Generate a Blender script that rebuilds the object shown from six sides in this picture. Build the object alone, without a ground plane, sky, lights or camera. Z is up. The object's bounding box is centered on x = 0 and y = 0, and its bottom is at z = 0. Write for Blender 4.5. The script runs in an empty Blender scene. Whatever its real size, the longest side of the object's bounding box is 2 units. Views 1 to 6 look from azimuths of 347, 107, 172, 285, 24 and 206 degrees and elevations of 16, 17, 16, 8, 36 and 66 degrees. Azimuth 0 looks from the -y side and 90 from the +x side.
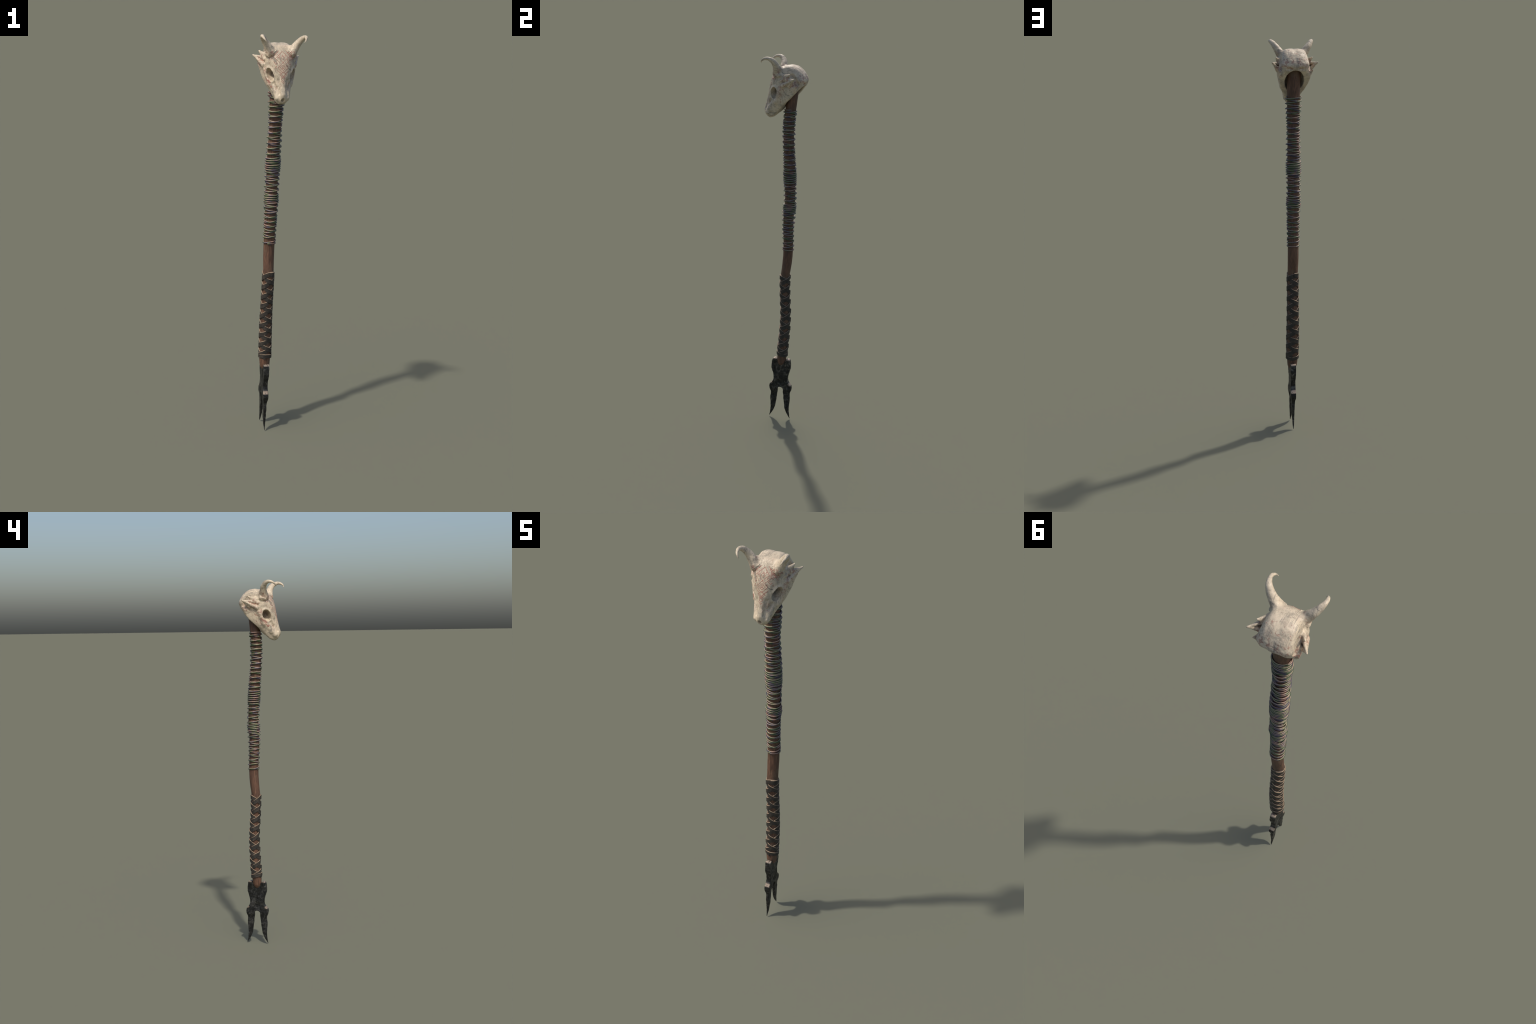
# A tribal staff: horned animal skull on a crooked wooden shaft, wound with coloured cord and
# criss-crossed leather straps, ending in a two-pronged iron fork.
import bpy, math
import numpy as np
from mathutils import Vector
from mathutils.bvhtree import BVHTree

SCN = bpy.context.scene
TAU = 2 * math.pi

# ------------------------------------------------------------------ small helpers
def curve1d(xs, ys, soft=0.0):
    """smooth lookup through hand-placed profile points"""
    xs, ys = np.array(xs, float), np.array(ys, float)
    if soft <= 0:
        return lambda v: np.interp(v, xs, ys)
    g = np.linspace(xs[0] - 4 * soft, xs[-1] + 4 * soft, 1200)
    f = np.interp(g, xs, ys)
    # keep the end slopes while smoothing
    f = np.where(g < xs[0], ys[0] + (g - xs[0]) * (ys[1] - ys[0]) / (xs[1] - xs[0]), f)
    f = np.where(g > xs[-1], ys[-1] + (g - xs[-1]) * (ys[-1] - ys[-2]) / (xs[-1] - xs[-2]), f)
    s = max(1, int(3 * soft / (g[1] - g[0])))
    k = np.exp(-0.5 * (np.arange(-s, s + 1) * (g[1] - g[0]) / soft) ** 2)
    f = np.convolve(np.pad(f, s, mode='reflect', reflect_type='odd'), k / k.sum(), mode='valid')
    return lambda v: np.interp(v, g, f)

def lattice(seed):
    return np.random.default_rng(seed).random((32, 32, 32)).astype(np.float32) * 2 - 1

def noise3(x, y, z, scale, seed=1):
    """tiling value noise in -1..1"""
    L = lattice(seed)
    p = [np.asarray(a, np.float32) * scale + 37.3 for a in (x, y, z)]
    i = [np.floor(a).astype(np.int32) for a in p]
    f = [a - b for a, b in zip(p, i)]
    f = [a * a * (3 - 2 * a) for a in f]
    out = 0
    for dx in (0, 1):
        for dy in (0, 1):
            for dz in (0, 1):
                w = (f[0] if dx else 1 - f[0]) * (f[1] if dy else 1 - f[1]) * (f[2] if dz else 1 - f[2])
                out = out + w * L[(i[0] + dx) % 32, (i[1] + dy) % 32, (i[2] + dz) % 32]
    return out

def smin(a, b, k):
    h = np.clip(0.5 + 0.5 * (b - a) / k, 0, 1)
    return b + (a - b) * h - k * h * (1 - h)

def smax(a, b, k):
    return -smin(-a, -b, k)

def round_cone(P, a, b, ra, rb):
    a, b = np.array(a, np.float32), np.array(b, np.float32)
    ab = b - a
    px, py, pz = P[0] - a[0], P[1] - a[1], P[2] - a[2]
    t = np.clip((px * ab[0] + py * ab[1] + pz * ab[2]) / float(ab @ ab), 0, 1)
    d = np.sqrt((px - t * ab[0]) ** 2 + (py - t * ab[1]) ** 2 + (pz - t * ab[2]) ** 2)
    return d - (ra + (rb - ra) * t)

def ellipsoid(P, c, axes, semi):
    """axes: 3 unit vectors (rows), semi: 3 half lengths"""
    q = [P[0] - c[0], P[1] - c[1], P[2] - c[2]]
    u = [(q[0] * e[0] + q[1] * e[1] + q[2] * e[2]) for e in axes]
    k0 = np.sqrt(sum((a / s) ** 2 for a, s in zip(u, semi))) + 1e-9
    k1 = np.sqrt(sum((a / (s * s)) ** 2 for a, s in zip(u, semi))) + 1e-9
    return k0 * (k0 - 1) / k1

EYE3 = np.eye(3)

def surface_nets(f, origin, h):
    nx, ny, nz = f.shape
    ins = f < 0
    corners = [(i, j, k) for i in (0, 1) for j in (0, 1) for k in (0, 1)]
    cnt = np.zeros((nx - 1, ny - 1, nz - 1), np.int8)
    for i, j, k in corners:
        cnt += ins[i:nx - 1 + i, j:ny - 1 + j, k:nz - 1 + k]
    act = (cnt > 0) & (cnt < 8)
    ci = np.argwhere(act)
    vid = -np.ones(act.shape, np.int64)
    vid[act] = np.arange(len(ci))
    val = np.stack([f[ci[:, 0] + i, ci[:, 1] + j, ci[:, 2] + k] for i, j, k in corners], 1)
    acc = np.zeros((len(ci), 3)); n = np.zeros(len(ci))
    for a in range(8):
        for b in range(a + 1, 8):
            ca, cb = np.array(corners[a]), np.array(corners[b])
            if np.abs(ca - cb).sum() != 1:
                continue
            va, vb = val[:, a], val[:, b]
            m = (va < 0) != (vb < 0)
            t = np.where(m, va / np.where(m, va - vb, 1), 0)
            acc += np.where(m[:, None], ca + t[:, None] * (cb - ca), 0)
            n += m
    verts = (ci + acc / n[:, None]) * h + np.array(origin)
    quads = []
    for ax in range(3):
        o = [a for a in range(3) if a != ax]
        sl0 = [slice(1, s - 1) for s in f.shape]; sl1 = list(sl0)
        sl0[ax] = slice(0, f.shape[ax] - 1); sl1[ax] = slice(1, f.shape[ax])
        A, B = ins[tuple(sl0)], ins[tuple(sl1)]
        e = np.argwhere(A != B)
        flip = B[tuple(e.T)]
        off = np.ones(3, int); off[ax] = 0
        e = e + off
        q = []
        for d0, d1 in ((1, 1), (0, 1), (0, 0), (1, 0)):
            c = e.copy(); c[:, o[0]] -= d0; c[:, o[1]] -= d1
            q.append(vid[c[:, 0], c[:, 1], c[:, 2]])
        q = np.stack(q, 1)
        if ax == 1:
            flip = ~flip
        q = np.where(flip[:, None], q[:, ::-1], q)
        quads.append(q)
    return verts, np.concatenate(quads)

def new_object(name, verts, faces, mat, parent=None, smooth=True, mats=None, fmat=None, normals=None):
    me = bpy.data.meshes.new(name)
    verts = np.asarray(verts, np.float32); faces = np.asarray(faces, np.int32)
    me.vertices.add(len(verts)); me.vertices.foreach_set('co', verts.ravel())
    k = faces.shape[1]
    me.loops.add(faces.size); me.loops.foreach_set('vertex_index', faces.ravel())
    me.polygons.add(len(faces))
    me.polygons.foreach_set('loop_start', np.arange(0, faces.size, k, dtype=np.int32))
    me.polygons.foreach_set('loop_total', np.full(len(faces), k, np.int32))
    for m in (mats or [mat]):
        me.materials.append(m)
    if fmat is not None:
        me.polygons.foreach_set('material_index', np.asarray(fmat, np.int32))
    me.update(calc_edges=True); me.validate()
    me.polygons.foreach_set('use_smooth', np.full(len(me.polygons), smooth))
    if normals is not None:
        me.normals_split_custom_set_from_vertices(normals)
    ob = bpy.data.objects.new(name, me)
    SCN.collection.objects.link(ob)
    ob.parent = parent
    return ob

def new_empty(name, parent=None):
    e = bpy.data.objects.new(name, None)
    e.empty_display_size = 0.05
    SCN.collection.objects.link(e); e.parent = parent
    return e

def sweep(path, N, B, section, closed=False):
    """section: per-ring array (rings, k, 2) of offsets along N and B"""
    n, k = section.shape[:2]
    V = path[:, None, :] + section[..., :1] * N[:, None, :] + section[..., 1:] * B[:, None, :]
    F = []
    i = np.arange(n - 1)[:, None]; j = np.arange(k)[None, :]; j2 = (j + 1) % k
    F = np.stack([i * k + j, i * k + j2, (i + 1) * k + j2, (i + 1) * k + j], -1).reshape(-1, 4)
    return V.reshape(-1, 3), F

def unit(v):
    v = np.array(v, float); return v / np.linalg.norm(v)

# eye socket frame from its rim: up-and-back long axis, front-to-back short axis, outward normal
EYE_C = np.array([0.0495, -0.0465, 1.8205])
EYE_U = unit((0.0265, 0.0165, 0.058))
EYE_W = unit((0.030, 0.038, 0.018)); EYE_W = unit(EYE_W - (EYE_W @ EYE_U) * EYE_U)
EYE_N = unit(np.cross(EYE_U, EYE_W)); EYE_N = EYE_N * np.sign(EYE_N[0])

# ------------------------------------------------------------------ materials
class Mat:
    def __init__(self, name):
        self.m = bpy.data.materials.new(name); self.m.use_nodes = True
        self.t = self.m.node_tree; self.t.nodes.clear()
        self.out = self.t.nodes.new('ShaderNodeOutputMaterial')
        self.b = self.t.nodes.new('ShaderNodeBsdfPrincipled')
        self.t.links.new(self.b.outputs[0], self.out.inputs[0])
        self.tc = self.t.nodes.new('ShaderNodeTexCoord')
        self.obj = self.tc.outputs['Object']
    def link(self, a, b): self.t.links.new(a, b)
    def put(self, sock, v):
        if hasattr(v, 'is_linked'): self.link(v, sock)
        elif isinstance(v, (tuple, list)) and len(v) == 3 and sock.type == 'RGBA': sock.default_value = (*v, 1)
        else: sock.default_value = v
    def math(self, op, a, b=0.0, c=0.0, clamp=False):
        n = self.t.nodes.new('ShaderNodeMath'); n.operation = op; n.use_clamp = clamp
        self.put(n.inputs[0], a); self.put(n.inputs[1], b); self.put(n.inputs[2], c)
        return n.outputs[0]
    def vmath(self, op, a, b=(0, 0, 0)):
        n = self.t.nodes.new('ShaderNodeVectorMath'); n.operation = op
        self.put(n.inputs[0], a); self.put(n.inputs[1], b)
        return n.outputs['Value'] if op in ('DISTANCE', 'LENGTH') else n.outputs[0]
    def mapping(self, vec, scale=(1, 1, 1), rot=(0, 0, 0), loc=(0, 0, 0)):
        n = self.t.nodes.new('ShaderNodeMapping')
        self.link(vec, n.inputs[0]); n.inputs['Scale'].default_value = scale
        n.inputs['Rotation'].default_value = rot; n.inputs['Location'].default_value = loc
        return n.outputs[0]
    def noise(self, vec, scale, detail=4, rough=0.55, dist=0.0):
        n = self.t.nodes.new('ShaderNodeTexNoise'); self.link(vec, n.inputs['Vector'])
        n.inputs['Scale'].default_value = scale; n.inputs['Detail'].default_value = detail
        n.inputs['Roughness'].default_value = rough; n.inputs['Distortion'].default_value = dist
        return n.outputs['Fac']
    def ramp(self, fac, stops):
        n = self.t.nodes.new('ShaderNodeValToRGB'); self.link(fac, n.inputs[0])
        el = n.color_ramp.elements
        while len(el) < len(stops): el.new(0.5)
        for e, (p, c) in zip(el, stops):
            e.position = p
            e.color = (*c, 1) if isinstance(c, (tuple, list)) else (c, c, c, 1)
        return n.outputs[0]
    def step(self, v, lo, hi, a=0.0, b=1.0):
        n = self.t.nodes.new('ShaderNodeMapRange'); n.interpolation_type = 'SMOOTHSTEP'
        self.put(n.inputs['Value'], v)
        n.inputs['From Min'].default_value = lo; n.inputs['From Max'].default_value = hi
        n.inputs['To Min'].default_value = a; n.inputs['To Max'].default_value = b
        return n.outputs[0]
    def mix(self, fac, a, b, mode='MIX'):
        n = self.t.nodes.new('ShaderNodeMix'); n.data_type = 'RGBA'; n.blend_type = mode
        self.put(n.inputs[0], fac); self.put(n.inputs[6], a); self.put(n.inputs[7], b)
        return n.outputs[2]
    def bump(self, h, strength, dist):
        n = self.t.nodes.new('ShaderNodeBump'); self.link(h, n.inputs['Height'])
        n.inputs['Strength'].default_value = strength; n.inputs['Distance'].default_value = dist
        self.link(n.outputs[0], self.b.inputs['Normal'])
    def set(self, **kw):
        for k, v in kw.items():
            self.put(self.b.inputs[k.replace('_', ' ')], v)
        return self.m

BONE_LIGHT, BONE_MID, BONE_GREY = (0.70, 0.585, 0.42), (0.55, 0.45, 0.32), (0.20, 0.172, 0.13)
RED = (0.25, 0.062, 0.045)

def bone_material():
    M = Mat('weathered_bone')
    sx = M.t.nodes.new('ShaderNodeSeparateXYZ'); M.link(M.obj, sx.inputs[0])
    cx = M.t.nodes.new('ShaderNodeCombineXYZ')
    M.link(M.math('ABSOLUTE', sx.outputs[0]), cx.inputs[0]); M.link(sx.outputs[1], cx.inputs[1]); M.link(sx.outputs[2], cx.inputs[2])
    sym = cx.outputs[0]
    near = lambda p, r, v=sym: M.step(M.vmath('DISTANCE', v, p), r * 0.35, r, 1.0, 0.0)
    base = M.mix(M.noise(M.obj, 26, 5, 0.6), BONE_MID, BONE_LIGHT)
    # grey weathering: soft patches broken up by fine grain
    patch = M.step(M.noise(M.obj, 34, 6, 0.7, 0.4), 0.40, 0.66)
    grain = M.step(M.noise(M.obj, 330, 3, 0.7), 0.35, 0.68)
    grey = M.math('MULTIPLY', patch, M.math('MULTIPLY_ADD', grain, 0.65, 0.35))
    col = M.mix(M.math('MULTIPLY', grey, 0.80), base, BONE_GREY)
    speck = M.math('MULTIPLY', M.step(M.noise(M.obj, 130, 4, 0.7, 0.3), 0.52, 0.66), M.step(M.noise(M.obj, 18, 3, 0.6), 0.38, 0.6))
    col = M.mix(M.math('MULTIPLY', speck, 0.55), col, (0.17, 0.145, 0.11))
    # long hairline scratches over the braincase and down the snout
    scr_v = M.mapping(M.obj, (420, 16, 22), (0.0, 0.0, 0.10))
    scr = M.step(M.noise(scr_v, 1.0, 4, 0.6), 0.50, 0.64)
    scr = M.math('MULTIPLY', scr, M.math('MULTIPLY_ADD', M.step(M.noise(M.obj, 22, 2), 0.42, 0.6), 0.7, 0.15))
    col = M.mix(M.math('MULTIPLY', scr, 0.75), col, (0.17, 0.155, 0.135))
    # red ochre rubbed in round horn bases, brow, cheeks and the rear crest
    where = near((0.052, -0.050, 1.905), 0.036)
    for p, r, k in (((0.066, -0.030, 1.935), 0.030, 0.9), ((0.078, 0.020, 1.880), 0.045, 0.85), ((0.076, -0.005, 1.835), 0.045, 0.8),
                    ((0.035, 0.105, 1.893), 0.05, 0.75), ((0.076, 0.06, 1.86), 0.04, 0.9), ((0.066, -0.02, 1.79), 0.045, 0.55),
                    ((0.0, -0.072, 1.875), 0.075, 0.42), ((0.03, -0.02, 1.965), 0.05, 0.35), ((0.02, 0.07, 1.95), 0.06, 0.4), ((0.03, -0.09, 1.77), 0.04, 0.4)):
        where = M.math('MAXIMUM', where, M.math('MULTIPLY', near(p, r), k))
    blot = M.noise(M.obj, 75, 5, 0.68, 0.6)
    thr = M.math('ADD', blot, M.math('MULTIPLY', where, 0.17))
    red = M.math('MULTIPLY', M.step(thr, 0.635, 0.70), M.math('MULTIPLY_ADD', grain, 0.5, 0.4))
    # one finger-wide smear slanting across the left cheek
    streak = None
    for p in ((-0.061, -0.024, 1.799), (-0.056, -0.034, 1.790), (-0.050, -0.043, 1.780), (-0.043, -0.053, 1.769)):
        n = near(p, 0.017, M.obj)
        streak = n if streak is None else M.math('MAXIMUM', streak, n)
    smear = M.step(M.math('ADD', M.noise(M.obj, 90, 5, 0.7), M.math('MULTIPLY', streak, 0.25)), 0.66, 0.74)
    smear = M.math('MULTIPLY', smear, streak)
    red = M.math('MAXIMUM', red, M.math('MULTIPLY', smear, 0.9))
    wash = M.math('MULTIPLY', M.step(M.noise(M.obj, 30, 3, 0.6), 0.45, 0.7), where)
    col = M.mix(M.math('MULTIPLY', wash, 0.45), col, (0.42, 0.22, 0.17))
    col = M.mix(M.math('MULTIPLY', red, 0.85), col, RED)
    # baked occlusion: socket interiors painted dark brown for their deep shade
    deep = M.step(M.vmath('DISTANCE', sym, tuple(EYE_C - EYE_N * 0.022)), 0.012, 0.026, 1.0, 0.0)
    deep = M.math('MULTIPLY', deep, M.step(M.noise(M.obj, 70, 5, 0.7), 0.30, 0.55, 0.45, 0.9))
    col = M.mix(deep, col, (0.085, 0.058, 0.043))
    hgt = M.math('ADD', M.math('MULTIPLY', M.noise(M.obj, 300, 4, 0.6), 0.5), M.math('MULTIPLY', scr, -0.6))
    M.bump(hgt, 0.55, 0.0012)
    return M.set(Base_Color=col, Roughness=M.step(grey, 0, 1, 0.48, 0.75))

def paint_material():
    M = Mat('faded_red_paint')
    worn = M.step(M.noise(M.obj, 160, 5, 0.7), 0.36, 0.66)
    big = M.step(M.noise(M.obj, 40, 3, 0.6), 0.35, 0.7)
    col = M.mix(M.math('MULTIPLY_ADD', worn, 0.35, M.math('MULTIPLY', big, 0.2)), (0.29, 0.085, 0.062), BONE_MID)
    return M.set(Base_Color=col, Roughness=0.7)

def crack_material():
    M = Mat('dirt_filled_crack')
    col = M.mix(M.noise(M.obj, 200, 3), (0.035, 0.038, 0.042), (0.10, 0.10, 0.10))
    return M.set(Base_Color=col, Roughness=0.8)

def wood_material():
    M = Mat('dark_oiled_wood')
    v = M.mapping(M.obj, (1, 1, 0.045))
    fib = M.noise(v, 330, 5, 0.65, 0.3)
    band = M.noise(M.mapping(M.obj, (1, 1, 0.16)), 62, 4, 0.6, 0.8)
    col = M.ramp(fib, [(0.28, (0.030, 0.015, 0.010)), (0.47, (0.108, 0.052, 0.030)), (0.62, (0.175, 0.088, 0.051)), (0.8, (0.245, 0.140, 0.080))])
    col = M.mix(M.step(band, 0.42, 0.66, 0.0, 0.60), col, (0.055, 0.027, 0.016))
    col = M.mix(M.step(M.noise(M.obj, 24, 3), 0.52, 0.7, 0.0, 0.35), col, (0.15, 0.105, 0.062))
    M.bump(M.math('ADD', fib, M.math('MULTIPLY', band, 0.5)), 0.6, 0.002)
    return M.set(Base_Color=col, Roughness=M.step(fib, 0.3, 0.7, 0.5, 0.72))

def leather_material():
    M = Mat('black_leather')
    n = M.noise(M.obj, 60, 5, 0.6)
    col = M.ramp(n, [(0.3, (0.016, 0.014, 0.0112)), (0.52, (0.031, 0.0265, 0.0215)), (0.70, (0.062, 0.047, 0.034))])
    M.bump(M.noise(M.obj, 420, 4, 0.6), 0.35, 0.001)
    return M.set(Base_Color=col, Roughness=0.62)

def edge_material():
    M = Mat('raw_leather_edge')
    col = M.mix(M.noise(M.obj, 90, 4), (0.17, 0.115, 0.07), (0.38, 0.275, 0.175))
    return M.set(Base_Color=col, Roughness=0.75)

def iron_material():
    M = Mat('forged_iron')
    n = M.noise(M.obj, 48, 6, 0.68, 0.5)
    col = M.ramp(n, [(0.32, (0.020, 0.020, 0.019)), (0.52, (0.045, 0.045, 0.043)), (0.62, (0.11, 0.106, 0.098)), (0.74, (0.26, 0.25, 0.235))])
    # sun glint on ear tops and knuckle shoulders, painted as pale tan patches
    sun_glint = None
    for c in ((0, -0.004, 0.3615), (0, 0.075, 0.3615), (0, -0.0205, 0.2120), (0, 0.0915, 0.2120)):
        d = M.vmath('LENGTH', M.vmath('MULTIPLY', M.vmath('SUBTRACT', M.obj, c), (0.25, 0.45 if c[2] > 0.3 else 0.6, 0.9)))
        m = M.step(d, 0.0045, 0.0105, 1.0, 0.0)
        sun_glint = m if sun_glint is None else M.math('MAXIMUM', sun_glint, m)
    sun_glint = M.math('MULTIPLY', sun_glint, M.step(M.noise(M.obj, 120, 4, 0.6), 0.30, 0.50))
    col = M.mix(sun_glint, col, (0.30, 0.235, 0.175))
    M.bump(M.math('ADD', n, M.math('MULTIPLY', M.noise(M.obj, 210, 4, 0.6), 0.4)), 0.5, 0.003)
    return M.set(Base_Color=col, Metallic=M.step(sun_glint, 0.0, 1.0, 0.85, 0.25), Roughness=M.step(M.noise(M.obj, 90, 4), 0.3, 0.7, 0.42, 0.62))

def cord_material(name, stops):
    M = Mat(name)
    hue = M.noise(M.obj, 21, 2, 0.5)
    col = M.ramp(hue, stops)
    col = M.mix(M.step(M.noise(M.obj, 300, 3, 0.6), 0.4, 0.7, 0.0, 0.45), col, (0.012, 0.012, 0.012))
    M.bump(M.noise(M.obj, 500, 3, 0.6), 0.4, 0.0006)
    return M.set(Base_Color=col, Roughness=0.5)

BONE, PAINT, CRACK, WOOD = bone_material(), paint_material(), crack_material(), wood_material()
LEATHER, LEDGE, IRON = leather_material(), edge_material(), iron_material()
INDIGO, GREEN, RUST = (0.040, 0.034, 0.066), (0.042, 0.078, 0.026), (0.125, 0.058, 0.042)
HIGHLIGHT_CORD = cord_material('painted_highlight_cord', [(0.30, (0.34, 0.24, 0.21)), (0.48, (0.33, 0.285, 0.175)), (0.62, (0.43, 0.285, 0.21))])  # tans lightened to carry the highlight along the upper side
DYED_CORD = cord_material('dyed_cord', [(0.40, INDIGO), (0.45, GREEN), (0.53, GREEN), (0.56, INDIGO), (0.60, INDIGO), (0.63, RUST)])

staff = new_empty('skull_staff')
staff['label'] = 'wooden staff with horned painted skull, cord wrapping and iron fork'
staff['category'] = 'staff'

# ------------------------------------------------------------------ shaft
Z_AXIS = [0.31, 0.372, 0.432, 0.49, 0.56, 0.63, 0.70, 0.77, 0.845, 0.90, 0.955, 1.01, 1.06, 1.11, 1.155, 1.24, 1.27, 1.335, 1.43, 1.47, 1.50, 1.555, 1.60, 1.65, 1.69, 1.74, 1.78, 1.86]
Y_AXIS = [0.034, 0.0367, 0.0402, 0.0445, 0.048, 0.0477, 0.043, 0.0375, 0.0362, 0.043, 0.0475, 0.0475, 0.0445, 0.042, 0.042, 0.046, 0.0467, 0.0433, 0.0378, 0.0353, 0.0318, 0.0277, 0.025, 0.0242, 0.0262, 0.0308, 0.0345, 0.042]
axis_y = curve1d(Z_AXIS, Y_AXIS, 0.012)
shaft_r = curve1d([0.31, 0.318, 0.328, 0.340, 0.38, 0.43, 0.49, 0.56, 0.63, 0.72, 0.80, 0.87, 0.93, 1.00, 1.05, 1.10, 1.17, 1.25, 1.335, 1.40, 1.45, 1.50, 1.55, 1.60, 1.65, 1.74, 1.78, 1.87],
                  [0.004, 0.010, 0.0175, 0.0232, 0.0258, 0.0258, 0.0250, 0.0243, 0.0238, 0.0233, 0.0233, 0.0237, 0.0252, 0.0256, 0.0252, 0.0260, 0.0268, 0.0267, 0.0270, 0.0284, 0.0286, 0.0274, 0.0265, 0.0265, 0.0275, 0.0273, 0.0280, 0.029], 0.005)
# the branch is a little wider across than it is deep
shaft_x = curve1d([0.31, 0.35, 0.55, 0.63, 0.72, 0.86, 1.00, 1.26, 1.50, 1.60, 1.74, 1.87], [1.0, 1.08, 1.15, 1.12, 1.10, 1.12, 1.065, 1.055, 1.02, 1.08, 1.14, 1.12], 0.02)

def shaft_points(phi, z, extra=0.0):
    r = shaft_r(z) + extra
    return np.stack([r * shaft_x(z) * np.cos(phi), axis_y(z) + r * np.sin(phi), z], -1)

def build_shaft():
    nz, na = 620, 72
    z = np.linspace(0.315, 1.875, nz)[:, None]; a = np.linspace(0, TAU, na, endpoint=False)[None, :]
    zz, aa = np.broadcast_arrays(z, a)
    # long grain grooves and slightly flattened facets, as from a shaved branch
    g = 0.0005 * noise3(np.cos(aa) * 0.03, np.sin(aa) * 0.03, zz * 0.06, 260, 3) + 0.0006 * noise3(np.cos(aa) * .03, np.sin(aa) * .03, zz * .25, 60, 4)
    V = shaft_points(aa, zz, g)
    V = V.reshape(-1, 3)
    i = np.arange(nz - 1)[:, None]; j = np.arange(na)[None, :]; j2 = (j + 1) % na
    F = np.stack([i * na + j, i * na + j2, (i + 1) * na + j2, (i + 1) * na + j], -1).reshape(-1, 4)
    # end caps as fans of degenerate-free quads to a centre pair
    n0 = len(V)
    V = np.vstack([V, [[0, axis_y(0.312), 0.312], [0, axis_y(1.88), 1.88]]])
    caps = []
    for s in range(0, na, 2):
        caps.append([n0, (s + 2) % na, (s + 1) % na, s])
        o = (nz - 1) * na
        caps.append([n0 + 1, o + s, o + (s + 1) % na, o + (s + 2) % na])
    return new_object('shaft', V, np.vstack([F, caps]), WOOD, staff)

build_shaft()

# ------------------------------------------------------------------ cord wrapping
def helix(z_top, z_bot, pitch, hand, phase, seed, step=0.10):
    rng = np.random.default_rng(seed)
    wob = rng.normal(size=400)
    ph, z = phase, z_top
    P, Z = [], []
    while z > z_bot:
        P.append(ph); Z.append(z)
        turn = abs(ph - phase) / TAU
        i = int(turn); f = turn - i
        w = wob[i] * (1 - f) + wob[i + 1] * f
        z -= pitch(z) * (1 + 0.16 * w) * step / TAU
        ph += hand * step
    return np.array(P), np.array(Z)

def cord_pitch(dense):
    zs = [0.98, 1.19, 1.196, 1.232, 1.245, 1.345, 1.352, 1.415, 1.43, 1.712, 1.722, 1.75]
    L, D = 0.0250, dense
    return curve1d(zs, [L, L, D, D, L * 1.25, L, D, D, L, L, 0.010, 0.010], 0.003)

def build_cord():
    wrap = new_empty('cord_wrapping', staff)
    pa, za = helix(1.736, 0.998, cord_pitch(0.0108), -1, 0.4, 11)
    pb, zb = helix(1.728, 1.018, cord_pitch(0.0118), +1, 2.6, 23)
    # closing turn at the lower end: the first cord is tied off level
    tail = np.arange(1, 64) * 0.10
    pa = np.concatenate([pa, pa[-1] - tail]); za = np.concatenate([za, za[-1] - 0.006 * (1 - np.exp(-tail))])
    def lift(p, z, po, zo):
        """how far a turn rides over the other cord where they cross"""
        o = np.argsort(po); po, zo = po[o], zo[o]
        best = np.full(len(p), 1.0)
        for k in range(-60, 61):
            q = p + TAU * k
            ok = (q > po[0]) & (q < po[-1])
            best = np.where(ok, np.minimum(best, np.abs(np.interp(q, po, zo) - z)), best)
        return np.exp(-(best / 0.0065) ** 2)
    for p, z, up, seed in ((pa, za, 0.0042, 5), (pb, zb, 0.0, 6)):
        other = (pb, zb) if seed == 5 else (pa, za)
        lf = lift(p, z, *other)
        jit = 0.0011 * noise3(np.cos(p), np.sin(p), z * 40, 1.3, seed)
        z = z + jit
        c = shaft_points(p, z, 0.0024 + up * lf)
        T = np.gradient(c, axis=0); T /= np.linalg.norm(T, axis=1)[:, None]
        R = np.stack([np.cos(p), np.sin(p), 0 * p], 1); R -= (R * T).sum(1)[:, None] * T; R /= np.linalg.norm(R, axis=1)[:, None]
        U = np.cross(T, R); U *= np.sign(U[:, 2:])
        # pale strand modelled as the cord's sunlit top, over two dyed ones, gently rolling
        roll = 0.45 * np.sin(p * 0.43 + seed) + 0.35 * np.sin(p * 1.31)
        for ang, off, rad, mat in ((1.35, 0.0017, 0.0019, HIGHLIGHT_CORD), (-0.55, 0.0014, 0.0023, DYED_CORD), (3.5, 0.0012, 0.0020, DYED_CORD)):
            a = roll + ang
            cen = c + off * (np.cos(a)[:, None] * R + np.sin(a)[:, None] * U)
            k = 7
            t = np.linspace(0, TAU, k, endpoint=False)
            sec = np.stack([np.broadcast_to(rad * np.cos(t), (len(p), k)), np.broadcast_to(rad * np.sin(t), (len(p), k))], -1).copy()
            sec[0] *= 0.2; sec[-1] *= 0.2
            V, F = sweep(cen, R, U, sec)
            new_object('cord_strand', V, F, mat, wrap)
    return wrap

build_cord()

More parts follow.
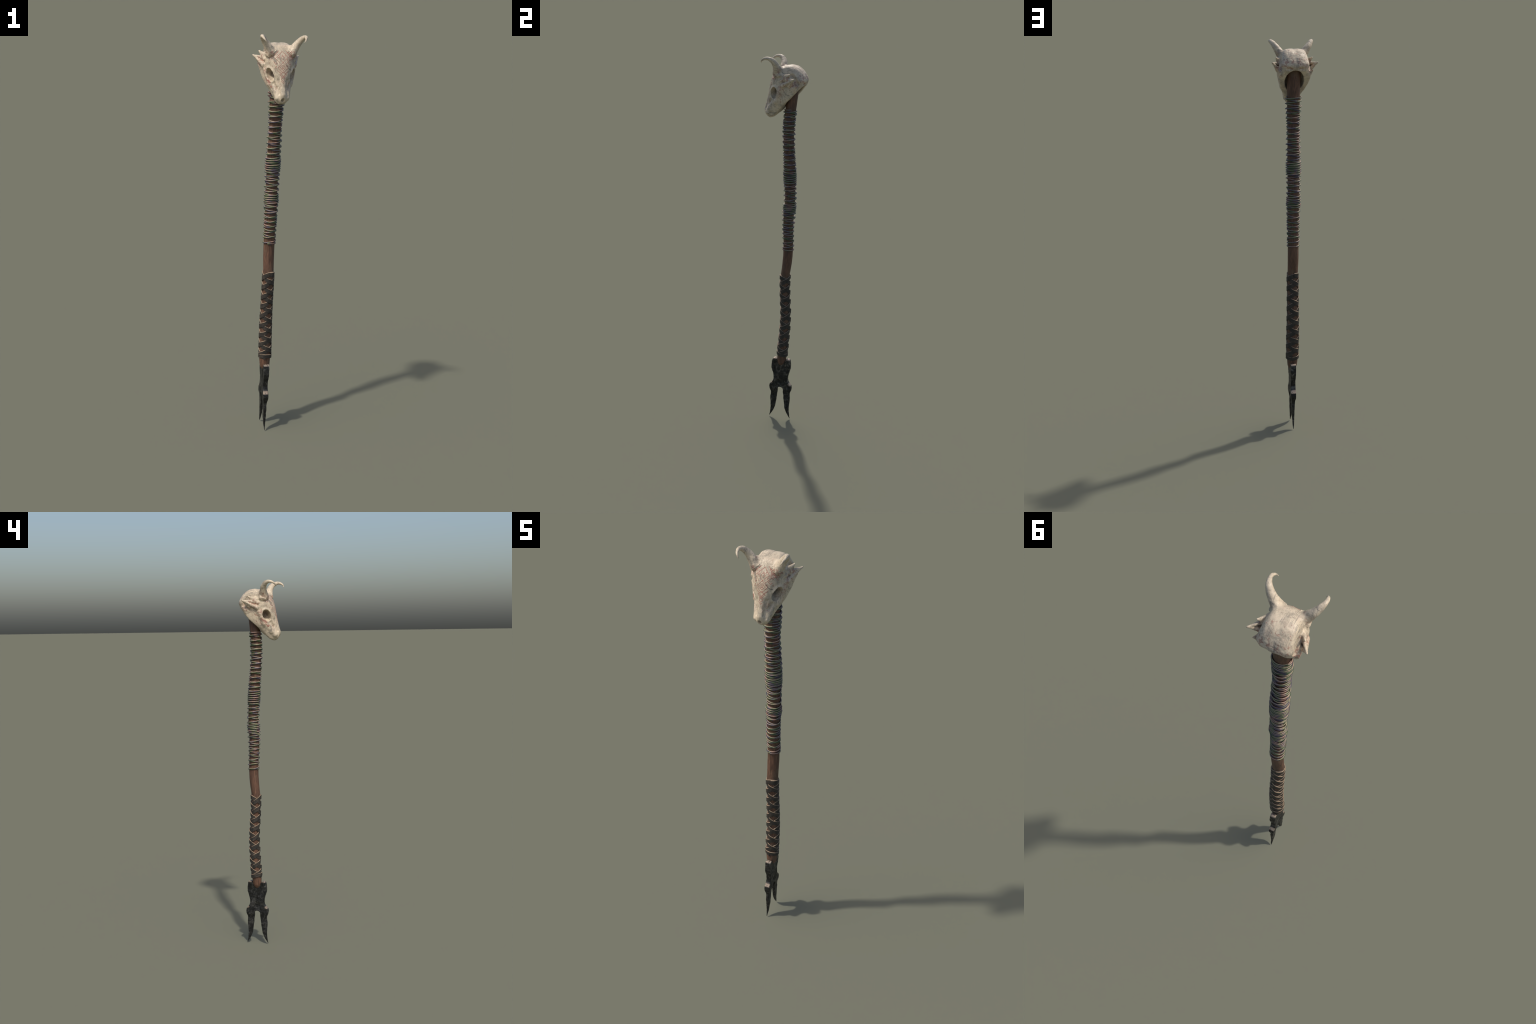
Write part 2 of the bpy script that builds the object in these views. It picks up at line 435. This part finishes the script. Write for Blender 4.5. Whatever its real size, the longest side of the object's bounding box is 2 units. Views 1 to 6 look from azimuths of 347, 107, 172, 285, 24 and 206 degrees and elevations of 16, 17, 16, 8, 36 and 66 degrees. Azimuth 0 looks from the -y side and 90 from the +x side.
# ------------------------------------------------------------------ leather straps
def strap_mesh(name, p, z, lift, width, parent):
    t = 0.0030
    c = shaft_points(p, z, 0.0003 + lift)
    R = np.stack([np.cos(p), np.sin(p), 0 * p], 1)
    U = np.tile([0, 0, 1.0], (len(p), 1))
    w = width / 2
    # section: inner bottom, outer bottom, outer below bevel, bevel top, inner top
    prof = np.array([(-0.004, -w), (t * 0.55, -w), (t, -w + 0.0012), (t * 0.92, 0), (t * 1.12, w - 0.0019), (0.0008, w), (-0.004, w)])
    sec = np.broadcast_to(prof, (len(p), len(prof), 2)).copy()
    sec[..., 1] *= (1 + 0.07 * noise3(np.cos(p), np.sin(p), z * 30, 1.7, 8))[:, None]
    V, F = sweep(c, R, U, sec)
    k = len(prof)
    fm = np.zeros(len(F), int)
    fm[np.arange(len(F)) % k == 4] = 1
    caps = []
    for o in (0, (len(p) - 1) * k):
        caps += [[o, o + 1, o + 5, o + 6], [o + 1, o + 2, o + 3, o + 4]]
    ob = new_object(name, V, np.vstack([F, caps]), LEATHER, parent, mats=[LEATHER, LEDGE], fmat=np.concatenate([fm, np.zeros(len(caps), int)]))
    m = ob.modifiers.new('e', 'EDGE_SPLIT'); m.split_angle = math.radians(35)
    return ob

def build_straps():
    """two right-handed and two left-handed straps plaited down the grip"""
    grip = new_empty('leather_grip', staff)
    P, col, z0, top, bot = 0.1035, math.radians(-153), 0.8205, 0.8365, 0.402
    soft = lambda v, lim, k: smin(v, np.full_like(v, lim), k)
    for hand in (1, -1):
        for k in (0, 1):
            # angle from the crossing column, running down from just above the level top end
            q = np.linspace((top + 0.016 - z0 - k * P / 2), (bot - 0.012 - z0 - k * P / 2), 900)
            p = col - hand * q / P * TAU * -1.0
            z = z0 + k * P / 2 + q
            z = soft(z, top, 0.010); z = smax(z, np.full_like(z, bot - 0.004), 0.008)
            z = z + 0.0042 * noise3(np.cos(p), np.sin(p), z * 22, 1.1, 3 + hand + k)
            over = np.cos(2 * (p - col)) * hand
            lift = 0.0026 * np.clip(0.5 + 0.9 * over, 0, 1)
            strap_mesh('leather_strap', p, z, lift, 0.0250, grip)
    # level collar tying off the bottom
    p = np.linspace(0, TAU * 1.02, 160)
    strap_mesh('leather_strap', p, 0.394 - 0.007 * np.sin(p + 0.3), np.full(160, 0.0026), 0.020, grip)

build_straps()

# ------------------------------------------------------------------ iron fork
def build_fork():
    h = 0.0012
    cy = 0.0355
    lo = np.array([-0.026, cy - 0.072, -0.006]); hi = np.array([0.026, cy + 0.072, 0.376])
    n = np.ceil((hi - lo) / h).astype(int)
    ax = [lo[i] + h * np.arange(n[i]) for i in range(3)]
    # half outline (distance from the middle, height), from shaft notch round the ear and knuckle to the prong tip and crotch
    half = [(0.0, 0.344), (0.018, 0.346), (0.0225, 0.3505), (0.0275, 0.3565), (0.035, 0.3600), (0.0440, 0.3585), (0.0492, 0.3525), (0.0515, 0.341), (0.0535, 0.318),
            (0.0535, 0.302), (0.0485, 0.285), (0.0425, 0.268), (0.040, 0.252), (0.0395, 0.238), (0.043, 0.224), (0.052, 0.212), (0.060, 0.202),
            (0.0625, 0.188), (0.0605, 0.172), (0.054, 0.157), (0.0535, 0.146), (0.0565, 0.125), (0.0555, 0.105), (0.0535, 0.080), (0.0530, 0.058), (0.0545, 0.036),
            (0.0575, 0.018), (0.0622, -0.001), (0.0545, 0.010), (0.0442, 0.026), (0.0352, 0.043), (0.0290, 0.062), (0.0258, 0.080), (0.0235, 0.100), (0.0208, 0.122), (0.0184, 0.142), (0.0168, 0.160),
            (0.0170, 0.172), (0.0150, 0.183), (0.0085, 0.1885), (0.0, 0.1895)]
    H = np.array(half)
    Y, Z = np.meshgrid(ax[1], ax[2], indexing='ij')
    D, Zs = np.abs(Y - cy), Z
    d = np.full(Y.shape, 9.0); inside = np.zeros(Y.shape, bool)
    ring = np.vstack([H, [[-1e-3, 0.1895], [-1e-3, 0.344]]])
    for a, b in zip(ring, np.roll(ring, -1, 0)):
        e = b - a
        if not (a[0] <= 0 and b[0] <= 0):
            t = np.clip(((D - a[0]) * e[0] + (Zs - a[1]) * e[1]) / (e @ e), 0, 1)
            d = np.minimum(d, np.hypot(D - a[0] - t * e[0], Zs - a[1] - t * e[1]))
        c = (a[1] > Zs) != (b[1] > Zs)
        with np.errstate(divide='ignore', invalid='ignore'):
            xi = a[0] + (Zs - a[1]) * e[0] / (e[1] if e[1] else 1e-9)
        inside ^= c & (D < xi)
    d2 = np.where(inside, -d, d)
    thick = curve1d([-0.01, 0.0, 0.03, 0.08, 0.13, 0.155, 0.175, 0.20, 0.225, 0.26, 0.30, 0.345, 0.37],
                    [0.0010, 0.0016, 0.0040, 0.0062, 0.0070, 0.0085, 0.0132, 0.0136, 0.0124, 0.0122, 0.0135, 0.0142, 0.0142], 0.004)
    half_t = thick(Z)
    # hollowed cheeks of the plate and a raised middle
    dish = 0.0035 * np.exp(-((D - 0.026) / 0.013) ** 2) * np.exp(-((Z - 0.305) / 0.035) ** 2) + 0.0035 * np.exp(-(D / 0.018) ** 2) * np.exp(-((Z - 0.215) / 0.022) ** 2)
    half_t = half_t - dish + 0.0009 * noise3(Y, Z, 0 * Y, 70, 9)
    d2 = d2 + 0.0011 * noise3(Y, Z, 0 * Y + 5, 55, 10) * np.clip((Z - 0.02) / 0.05, 0, 1)
    X = ax[0][:, None, None]
    slab = np.abs(X) - half_t[None]
    f = smax(np.broadcast_to(d2[None], slab.shape), slab * 0.95, 0.0022)
    f = f + 0.0004 * noise3(X, Y[None], Z[None], 130, 12)
    V, F = surface_nets(f.astype(np.float32), lo, h)
    # reach the ground exactly with the prong tips
    zmin = V[:, 2].min()
    w = np.clip(1 - V[:, 2] / 0.05, 0, 1)
    V[:, 2] -= zmin * w
    fork = new_empty('iron_fork', staff)
    fc = V[F].mean(1)
    for name, sel in (('plate', fc[:, 2] > 0.166), ('prong', (fc[:, 2] <= 0.166) & (fc[:, 1] < cy)), ('prong', (fc[:, 2] <= 0.166) & (fc[:, 1] >= cy))):
        split_region(name, V, F, sel, IRON, fork)

def vertex_normals(V, F):
    n = np.cross(V[F[:, 2]] - V[F[:, 0]], V[F[:, 3]] - V[F[:, 1]])
    out = np.zeros_like(V)
    for k in range(4):
        for c in range(3):
            out[:, c] += np.bincount(F[:, k], n[:, c], len(V))
    return out / (np.linalg.norm(out, axis=1)[:, None] + 1e-12)

_norm_cache = {}
def split_region(name, V, F, sel, mat, parent):
    key = id(V)
    if key not in _norm_cache:
        _norm_cache[key] = vertex_normals(V, F)
    N = _norm_cache[key]
    f = F[sel]
    used = np.unique(f)
    remap = np.zeros(len(V), np.int64); remap[used] = np.arange(len(used))
    return new_object(name, V[used], remap[f], mat, parent, normals=N[used].astype(np.float32))

build_fork()

# ------------------------------------------------------------------ skull
def bezier(pts, t):
    n = len(pts) - 1
    return sum(math.comb(n, i) * (t ** i * (1 - t) ** (n - i))[:, None] * np.array(p)[None] for i, p in enumerate(pts))

HORN_CTRL = [(0.0505, -0.0366, 1.9209), (0.0805, -0.0225, 1.9758), (0.1178, -0.0579, 2.018), (0.1036, -0.1074, 1.9899), (0.0872, -0.1085, 1.9690)]
HORN_CRACK_T = 0.36
HORN_R = curve1d([0, .1, .2, .3, .4, .5, .6, .7, .8, .9, 1.0], [.0215, .0195, .0168, .0143, .0120, .0098, .0081, .0066, .0050, .0031, .0011])
FACE = curve1d([1.684, 1.690, 1.698, 1.708, 1.718, 1.730, 1.768, 1.80, 1.82, 1.868, 1.90, 1.922, 1.945, 1.96],
               [-0.072, -0.084, -0.097, -0.105, -0.1085, -0.1085, -0.097, -0.0915, -0.089, -0.079, -0.068, -0.050, -0.030, -0.010], 0.004)
WIDTH = curve1d([1.684, 1.70, 1.72, 1.744, 1.77, 1.79, 1.81, 1.83, 1.85, 1.88, 1.91, 1.94, 1.96], [0.014, 0.026, 0.0335, 0.0445, 0.0595, 0.0670, 0.0730, 0.0770, 0.0785, 0.0725, 0.062, 0.050, 0.042], 0.005)
MIDY = curve1d([1.684, 1.70, 1.72, 1.757, 1.782, 1.81, 1.85, 1.88, 1.96], [-0.060, -0.060, -0.042, -0.004, 0.024, 0.050, 0.078, 0.085, 0.085], 0.006)
BOXY = curve1d([1.684, 1.70, 1.73, 1.76, 1.80, 1.83, 1.85, 1.90, 1.96], [2.3, 2.3, 2.0, 1.9, 1.8, 2.0, 2.3, 3.0, 3.0], 0.006)
UNDER = curve1d([-0.13, -0.088, -0.080, -0.057, -0.016, 0.012, 0.045, 0.070, 0.086, 0.100, 0.112, 0.13], [1.680, 1.684, 1.689, 1.709, 1.742, 1.768, 1.799, 1.829, 1.848, 1.861, 1.876, 1.90], 0.006)

SPIKES = {  # fans of tapering ribs sharing one tip
    'big': [((0.073, 0.002, 1.860), (0.109, 0.0725, 1.8985), 0.0115, 0.0012), ((0.068, 0.016, 1.889), (0.109, 0.0725, 1.8985), 0.0115, 0.0012), ((0.076, 0.040, 1.864), (0.109, 0.0725, 1.8985), 0.011, 0.0012)],
    'small': [((0.062, 0.006, 1.902), (0.0868, 0.0428, 1.9195), 0.013, 0.0012), ((0.067, -0.002, 1.886), (0.0868, 0.0428, 1.9195), 0.011, 0.0012), ((0.069, 0.024, 1.893), (0.0868, 0.0428, 1.9195), 0.010, 0.0012)],
    'low': [((0.071, 0.052, 1.848), (0.0852, 0.0795, 1.8625), 0.011, 0.0012), ((0.071, 0.060, 1.838), (0.0852, 0.0795, 1.8625), 0.008, 0.0012)],
}

def build_skull():
    h = 0.0016
    nxh = 78
    lo = np.array([h / 2, -0.132, 1.672]); hi = np.array([0, 0.130, 2.012])
    ny, nz = int((hi[1] - lo[1]) / h), int((hi[2] - lo[2]) / h)
    x = (lo[0] + h * np.arange(nxh)).astype(np.float32)[:, None, None]
    y = (lo[1] + h * np.arange(ny)).astype(np.float32)[None, :, None]
    z = (lo[2] + h * np.arange(nz)).astype(np.float32)[None, None, :]
    shape = (nxh, ny, nz)

    # --- face wedge: every level is half a superellipse from the nasal line back to the jaw edge
    w, yc, yf, p = (c(z).astype(np.float32) for c in (WIDTH, MIDY, FACE, BOXY))
    a = np.maximum(yc - yf, 0.006)
    u = x / w; v = np.maximum(yc - y, 0) / a
    q = (u ** p + v ** p + 1e-9) ** (1 / p)
    gx = (u / q) ** (p - 1) / w; gy = (v / q) ** (p - 1) / a
    f = (q - 1) / np.maximum(np.sqrt(gx * gx + gy * gy), 4.0)
    f = smax(f, 1.6862 - z + 0 * f, 0.007)
    f = smax(f, z - 1.955 + 0 * f, 0.02)
    f = smax(f, (y - 0.075 + 1.15 * np.maximum(z - 1.872, 0)) * 0.8 + 0 * f, 0.015)

    P = (x, y, z)
    # --- braincase
    wb = 0.0645 + 0.0065 * np.clip((y - 0.02) / 0.06, 0, 1)
    yy, zz = np.abs(y - 0.028) / np.where(y > 0.028, 0.0815, 0.083), np.abs(z - 1.886) / 0.0750
    pb = np.where((y > 0.028) & (z > 1.886), 1.75, 2.0)
    ryz = (yy ** pb + zz ** pb) ** (1 / pb)
    qb = ((x / wb) ** 3.6 + ryz ** 3.6) ** (1 / 3.6)
    brain = (qb - 1) * 0.070 + 0.0018 * np.exp(-((z - 1.925) / 0.02) ** 2 - ((x - 0.062) / 0.02) ** 2)
    brain = brain + 0.0012 * np.exp(-(x / 0.012) ** 2) * (z > 1.9)            # shallow groove along the crown
    # nuchal crest: a blunt shelf behind, hollowed below on each side
    crest = round_cone(P, (0.0, 0.0965, 1.883), (0.052, 0.0865, 1.889), 0.012, 0.0125)
    brain = smin(brain, crest, 0.010)
    hollow = ellipsoid(P, (0.030, 0.1120, 1.8675), EYE3, (0.022, 0.014, 0.0115))
    f = smin(f, brain, 0.016)
    f = smax(f, -hollow, 0.006)

    # --- cut along the jaw line, palate sagging a little in the middle
    sag = 0.016 * np.clip(1 - (x / 0.045) ** 2, 0, 1) * np.clip((0.02 - y) / 0.03, 0, 1) * np.clip((y + 0.085) / 0.03, 0, 1)
    f = smax(f, (UNDER(y).astype(np.float32) - sag - z) * 0.72, 0.0045)

    # --- ridges and lumps
    def add(d, k):
        nonlocal f
        f = smin(f, d, k)
    def cut(d, k):
        nonlocal f
        f = smax(f, -d, k)
    add(round_cone(P, (0, -0.0775, 1.800), (0, -0.0950, 1.735), 0.0125, 0.0145), 0.006)              # nasal ridge
    add(round_cone(P, (0.0265, -0.064, 1.762), (0.0225, -0.0835, 1.718), 0.0125, 0.0130), 0.008)         # canine swell
    add(round_cone(P, (0.036, -0.046, 1.776), (0.027, -0.066, 1.735), 0.009, 0.011), 0.010)
    cut(round_cone(P, (0.0235, -0.0845, 1.798), (0.0178, -0.0985, 1.740), 0.0068, 0.0052), 0.006)       # groove beside nasal bone
    cut(round_cone(P, (0.040, -0.069, 1.782), (0.029, -0.080, 1.762), 0.0065, 0.006), 0.009)           # pit under the eye
    add(ellipsoid(P, (0.0715, -0.001, 1.858), EYE3, (0.0095, 0.011, 0.010)), 0.006)                   # cheek knob
    add(round_cone(P, (0.066, -0.008, 1.84), (0.050, -0.034, 1.775), 0.010, 0.009), 0.010)            # cheekbone
    for c0, c1, r0, r1 in (((0.029, -0.046, 1.9265), (0.045, -0.0495, 1.9145), 0.0050, 0.0070),
                           ((0.046, -0.050, 1.9135), (0.060, -0.041, 1.905), 0.0072, 0.0068),
                           ((0.060, -0.041, 1.905), (0.067, -0.018, 1.909), 0.0068, 0.0055)):
        add(round_cone(P, c0, c1, r0, r1) + 0.0016 * np.sin(x * 620 + 1) * np.sin(z * 700), 0.004)
    cut(round_cone(P, (0.034, -0.064, 1.914), (0.058, -0.054, 1.893), 0.004, 0.004), 0.008)           # crease under the brow
    # eye: raised rim, then the deep socket
    rim = ellipsoid(P, EYE_C - EYE_N * 0.004, (EYE_U, EYE_W, EYE_N), (0.0375, 0.0285, 0.0135))
    add(rim, 0.008)
    add(round_cone(P, EYE_C - EYE_U * 0.030 - EYE_N * 0.004, EYE_C - EYE_U * 0.014 + EYE_W * 0.024 - EYE_N * 0.003, 0.0065, 0.006), 0.006)  # lower lid ridge
    sock = ellipsoid(P, EYE_C + EYE_N * 0.004, (EYE_U, EYE_W, EYE_N), (0.0310, 0.0220, 0.035))
    cut(sock, 0.004)
    cut(ellipsoid(P, (0.0, -0.107, 1.7095), EYE3, (0.0075, 0.020, 0.0095)), 0.004)                    # nostril
    # temple: deep slit between cheek arch and braincase
    cut(round_cone(P, (0.0705, 0.050, 1.912), (0.0735, 0.077, 1.872), 0.0115, 0.0120), 0.004)
    cut(round_cone(P, (0.0715, 0.028, 1.916), (0.0705, 0.050, 1.912), 0.006, 0.0115), 0.004)
    cut(round_cone(P, (0.083, 0.005, 1.879), (0.084, 0.030, 1.891), 0.005, 0.005), 0.006)
    skull_f = np.broadcast_to(f, shape).copy()

    def boxed(lo_b, hi_b):
        s = []
        for arr, l, hb in ((x.ravel(), lo_b[0], hi_b[0]), (y.ravel(), lo_b[1], hi_b[1]), (z.ravel(), lo_b[2], hi_b[2])):
            i = np.where((arr >= l) & (arr <= hb))[0]
            s.append(slice(i[0], i[-1] + 1))
        return tuple(s)
    spike_f = np.full(shape, 0.1, np.float32)
    for ribs in SPIKES.values():
        pts = np.array([c for r in ribs for c in r[:2]])
        sl = boxed(pts.min(0) - 0.03, pts.max(0) + 0.03)
        Q = (x[sl[0]], y[:, sl[1]], z[:, :, sl[2]])
        d = None
        for r in ribs:
            e = round_cone(Q, *r)
            d = e if d is None else smin(d, e, 0.006)
        spike_f[sl] = np.minimum(spike_f[sl], d)
        skull_f[sl] = smin(skull_f[sl], d, 0.006)
    # --- horns
    horn_f = np.full(shape, 0.1, np.float32)
    t = np.linspace(0, 1, 33)
    C = bezier(HORN_CTRL, t); rr = HORN_R(t)
    sl = boxed(C.min(0) - 0.035, C.max(0) + 0.035)
    Q = (x[sl[0]], y[:, sl[1]], z[:, :, sl[2]])
    d = None
    for i in range(32):
        e = round_cone(Q, C[i], C[i + 1], rr[i], rr[i + 1])
        d = e if d is None else np.minimum(d, e)
    horn_f[sl] = d
    blend = 0.005 + 0.020 * np.clip((Q[1] + 0.046) / 0.03, 0, 1)
    skull_f[sl] = smin(skull_f[sl], d, blend)
    # --- hollow inside, opening round the shaft
    s2 = math.sqrt(0.5)
    frame = (np.array([1, 0, 0]), np.array([0, s2, s2]), np.array([0, s2, -s2]))
    skull_f = smax(skull_f, -ellipsoid(P, (0, 0.046, 1.812), frame, (0.046, 0.072, 0.052)), 0.005)

    # mirror to the full head, then give it the uneven surface of old bone
    full = np.concatenate([skull_f[::-1], skull_f], 0)
    xf = np.concatenate([-x.ravel()[::-1], x.ravel()])[:, None, None]
    full = full + 0.0007 * noise3(xf, y, z, 70, 21) + 0.0005 * noise3(xf, y, z, 170, 22)
    origin = np.array([-(nxh - 0.5) * h, lo[1], lo[2]])
    V, F = surface_nets(full.astype(np.float32), origin, h)

    fc = V[F].mean(1)
    idx = [np.clip(((np.abs(fc[:, 0]) - lo[0]) / h).round().astype(int), 0, nxh - 1),
           np.clip(((fc[:, 1] - lo[1]) / h).round().astype(int), 0, ny - 1), np.clip(((fc[:, 2] - lo[2]) / h).round().astype(int), 0, nz - 1)]
    is_horn = (horn_f[tuple(idx)] < 0.0015) & (fc[:, 2] > 1.92)
    is_spike = (spike_f[tuple(idx)] < 0.0012) & ~is_horn & (np.abs(fc[:, 0]) > 0.07)
    skull = new_empty('horned_skull', staff)
    right = fc[:, 0] > 0
    snout = ~is_horn & ~is_spike & (fc[:, 2] + 0.35 * fc[:, 1] < 1.745)
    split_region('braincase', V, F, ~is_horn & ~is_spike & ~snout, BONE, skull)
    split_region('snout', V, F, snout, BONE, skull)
    for side in (right, ~right):
        split_region('horn', V, F, is_horn & side, BONE, skull)
        lowz = fc[:, 2] - 0.9 * fc[:, 1]
        groups = (is_spike & side & (fc[:, 2] + 0.35 * (fc[:, 1] - 0.04) > 1.9045), )
        small = groups[0]
        low = is_spike & side & ~small & (fc[:, 2] - 0.25 * (fc[:, 1] - 0.06) < 1.868) & (fc[:, 1] > 0.05)
        big = is_spike & side & ~small & ~low
        for g in (big, small, low):
            if g.any():
                split_region('cheek_spike', V, F, g, BONE, skull)
    return skull, V, F

skull, SV, SF = build_skull()

# ------------------------------------------------------------------ painted signs and cracks, laid on the bone
BVH = BVHTree.FromPolygons([Vector(v) for v in SV], SF.tolist())

def ribbons(name, lines, width, mat, lift, seed, taper=False):
    rng = np.random.default_rng(seed)
    VV, FF = [], []
    for ln in lines:
        ln = np.array(ln)
        seg = np.linalg.norm(np.diff(ln, axis=0), axis=1); s = np.concatenate([[0], np.cumsum(seg)])
        n = max(3, int(s[-1] / 0.0013))
        t = np.linspace(0, s[-1], n)
        xz = np.stack([np.interp(t, s, ln[:, 0]), np.interp(t, s, ln[:, 1])], 1)
        tan = np.gradient(xz, axis=0); tan /= np.linalg.norm(tan, axis=1)[:, None] + 1e-9
        nor = np.stack([-tan[:, 1], tan[:, 0]], 1)
        wd = width * (0.85 + 0.35 * rng.random(n)) / 2
        if taper:
            wd = wd * (0.25 + 0.75 * np.linspace(0, 1, n))
        rows = []
        for i in range(n):
            row = []
            for side in (-1, -0.33, 0.33, 1):
                q = xz[i] + nor[i] * wd[i] * side
                hit, nn, _, _ = BVH.ray_cast(Vector((q[0], -0.3, q[1])), Vector((0, 1, 0)))
                if hit is None: row = None; break
                row.append(np.array(hit + nn * (lift if abs(side) < 0.5 else -0.0002)))
            rows.append(row)
        for i in range(n - 1):
            if rows[i] is None or rows[i + 1] is None: continue
            for j in range(3):
                o = len(VV)
                VV += [rows[i][j], rows[i][j + 1], rows[i + 1][j + 1], rows[i + 1][j]]
                FF.append([o, o + 1, o + 2, o + 3])
    ob = new_object(name, np.array(VV), np.array(FF), mat, skull)
    ob['kind'] = 'stuff'
    return ob

def diamond(cx, cz, r, k=1.0):
    return [(cx, cz + r * k), (cx + r, cz), (cx, cz - r * k), (cx - r, cz), (cx, cz + r * k)]

SIGNS = [diamond(0, 1.855, 0.0235), diamond(0, 1.8555, 0.0128), diamond(0, 1.8555, 0.005), diamond(0, 1.899, 0.0085), diamond(0.0, 1.803, 0.0085),
         [(-0.036, 1.893), (0.0, 1.926), (0.042, 1.884)], [(0.016, 1.930), (0.051, 1.889)], [(-0.014, 1.930), (-0.040, 1.906)],
         [(-0.022, 1.899), (0.0, 1.878), (0.024, 1.900)], [(-0.034, 1.894), (-0.013, 1.874)], [(0.033, 1.890), (0.012, 1.871)],
         [(-0.026, 1.8425), (0.010, 1.808)], [(0.027, 1.8425), (-0.010, 1.808)], [(-0.016, 1.824), (0.0, 1.838), (0.016, 1.824), (0, 1.811), (-0.016, 1.824)],
         [(-0.041, 1.881), (-0.033, 1.868), (-0.026, 1.873), (-0.031, 1.881)], [(0.024, 1.893), (0.018, 1.888), (0.024, 1.882)],
         [(0.030, 1.882), (0.024, 1.875), (0.033, 1.866), (0.038, 1.872)], [(-0.024, 1.912), (-0.014, 1.903), (-0.020, 1.897), (-0.026, 1.902)],
         [(0.014, 1.911), (0.008, 1.905)], [(0.022, 1.917), (0.028, 1.922), (0.033, 1.917), (0.028, 1.911)], [(0.034, 1.905), (0.040, 1.910), (0.046, 1.904), (0.040, 1.899)],
         [(-0.022, 1.918), (-0.028, 1.924)], [(-0.030, 1.911), (-0.036, 1.917)], [(-0.028, 1.851), (-0.034, 1.857), (-0.029, 1.862)], [(-0.010, 1.795), (0, 1.786), (0.006, 1.792)]]
ribbons('painted_sign', SIGNS, 0.0029, PAINT, 0.0003, 41)
ribbons('bone_crack', [[(0.000, 1.915), (0.002, 1.898), (0.008, 1.882), (0.016, 1.866), (0.026, 1.853), (0.034, 1.847), (0.042, 1.843)]], 0.0028, CRACK, 0.0003, 42, taper=True)

# hairline fracture running round the left horn
def horn_crack(t0):
    c0, c1 = bezier(HORN_CTRL, np.array([t0])), bezier(HORN_CTRL, np.array([t0 + 0.01]))
    mir = np.array([-1, 1, 1.0])
    c, T = (c0[0] * mir), unit((c1 - c0)[0] * mir)
    A = unit(np.cross(T, (0, 0, 1))); B = np.cross(T, A)
    a = np.linspace(0, TAU, 90)
    path = []
    for i, v in enumerate(a):
        d = math.cos(v) * A + math.sin(v) * B
        o = c + T * (0.0016 * math.sin(2 * v + 1) + 0.0006 * math.sin(7 * v))
        hit, nn, _, _ = BVH.ray_cast(Vector(o + d * 0.05), Vector(-d))
        path.append(np.array(hit) if hit else o + d * HORN_R(t0))
    path = np.array(path)
    R = path - c; R /= np.linalg.norm(R, axis=1)[:, None]
    t = np.linspace(0, TAU, 6, endpoint=False)
    r = 0.0007 * (0.6 + 0.4 * np.sin(a * 1.5) ** 2)
    sec = np.stack([0.45 * r[:, None] * np.cos(t), r[:, None] * np.sin(t)], -1)
    V, F = sweep(path, R, np.tile(T, (len(a), 1)), sec)
    new_object('bone_crack', V, F, CRACK, skull)

horn_crack(HORN_CRACK_T)
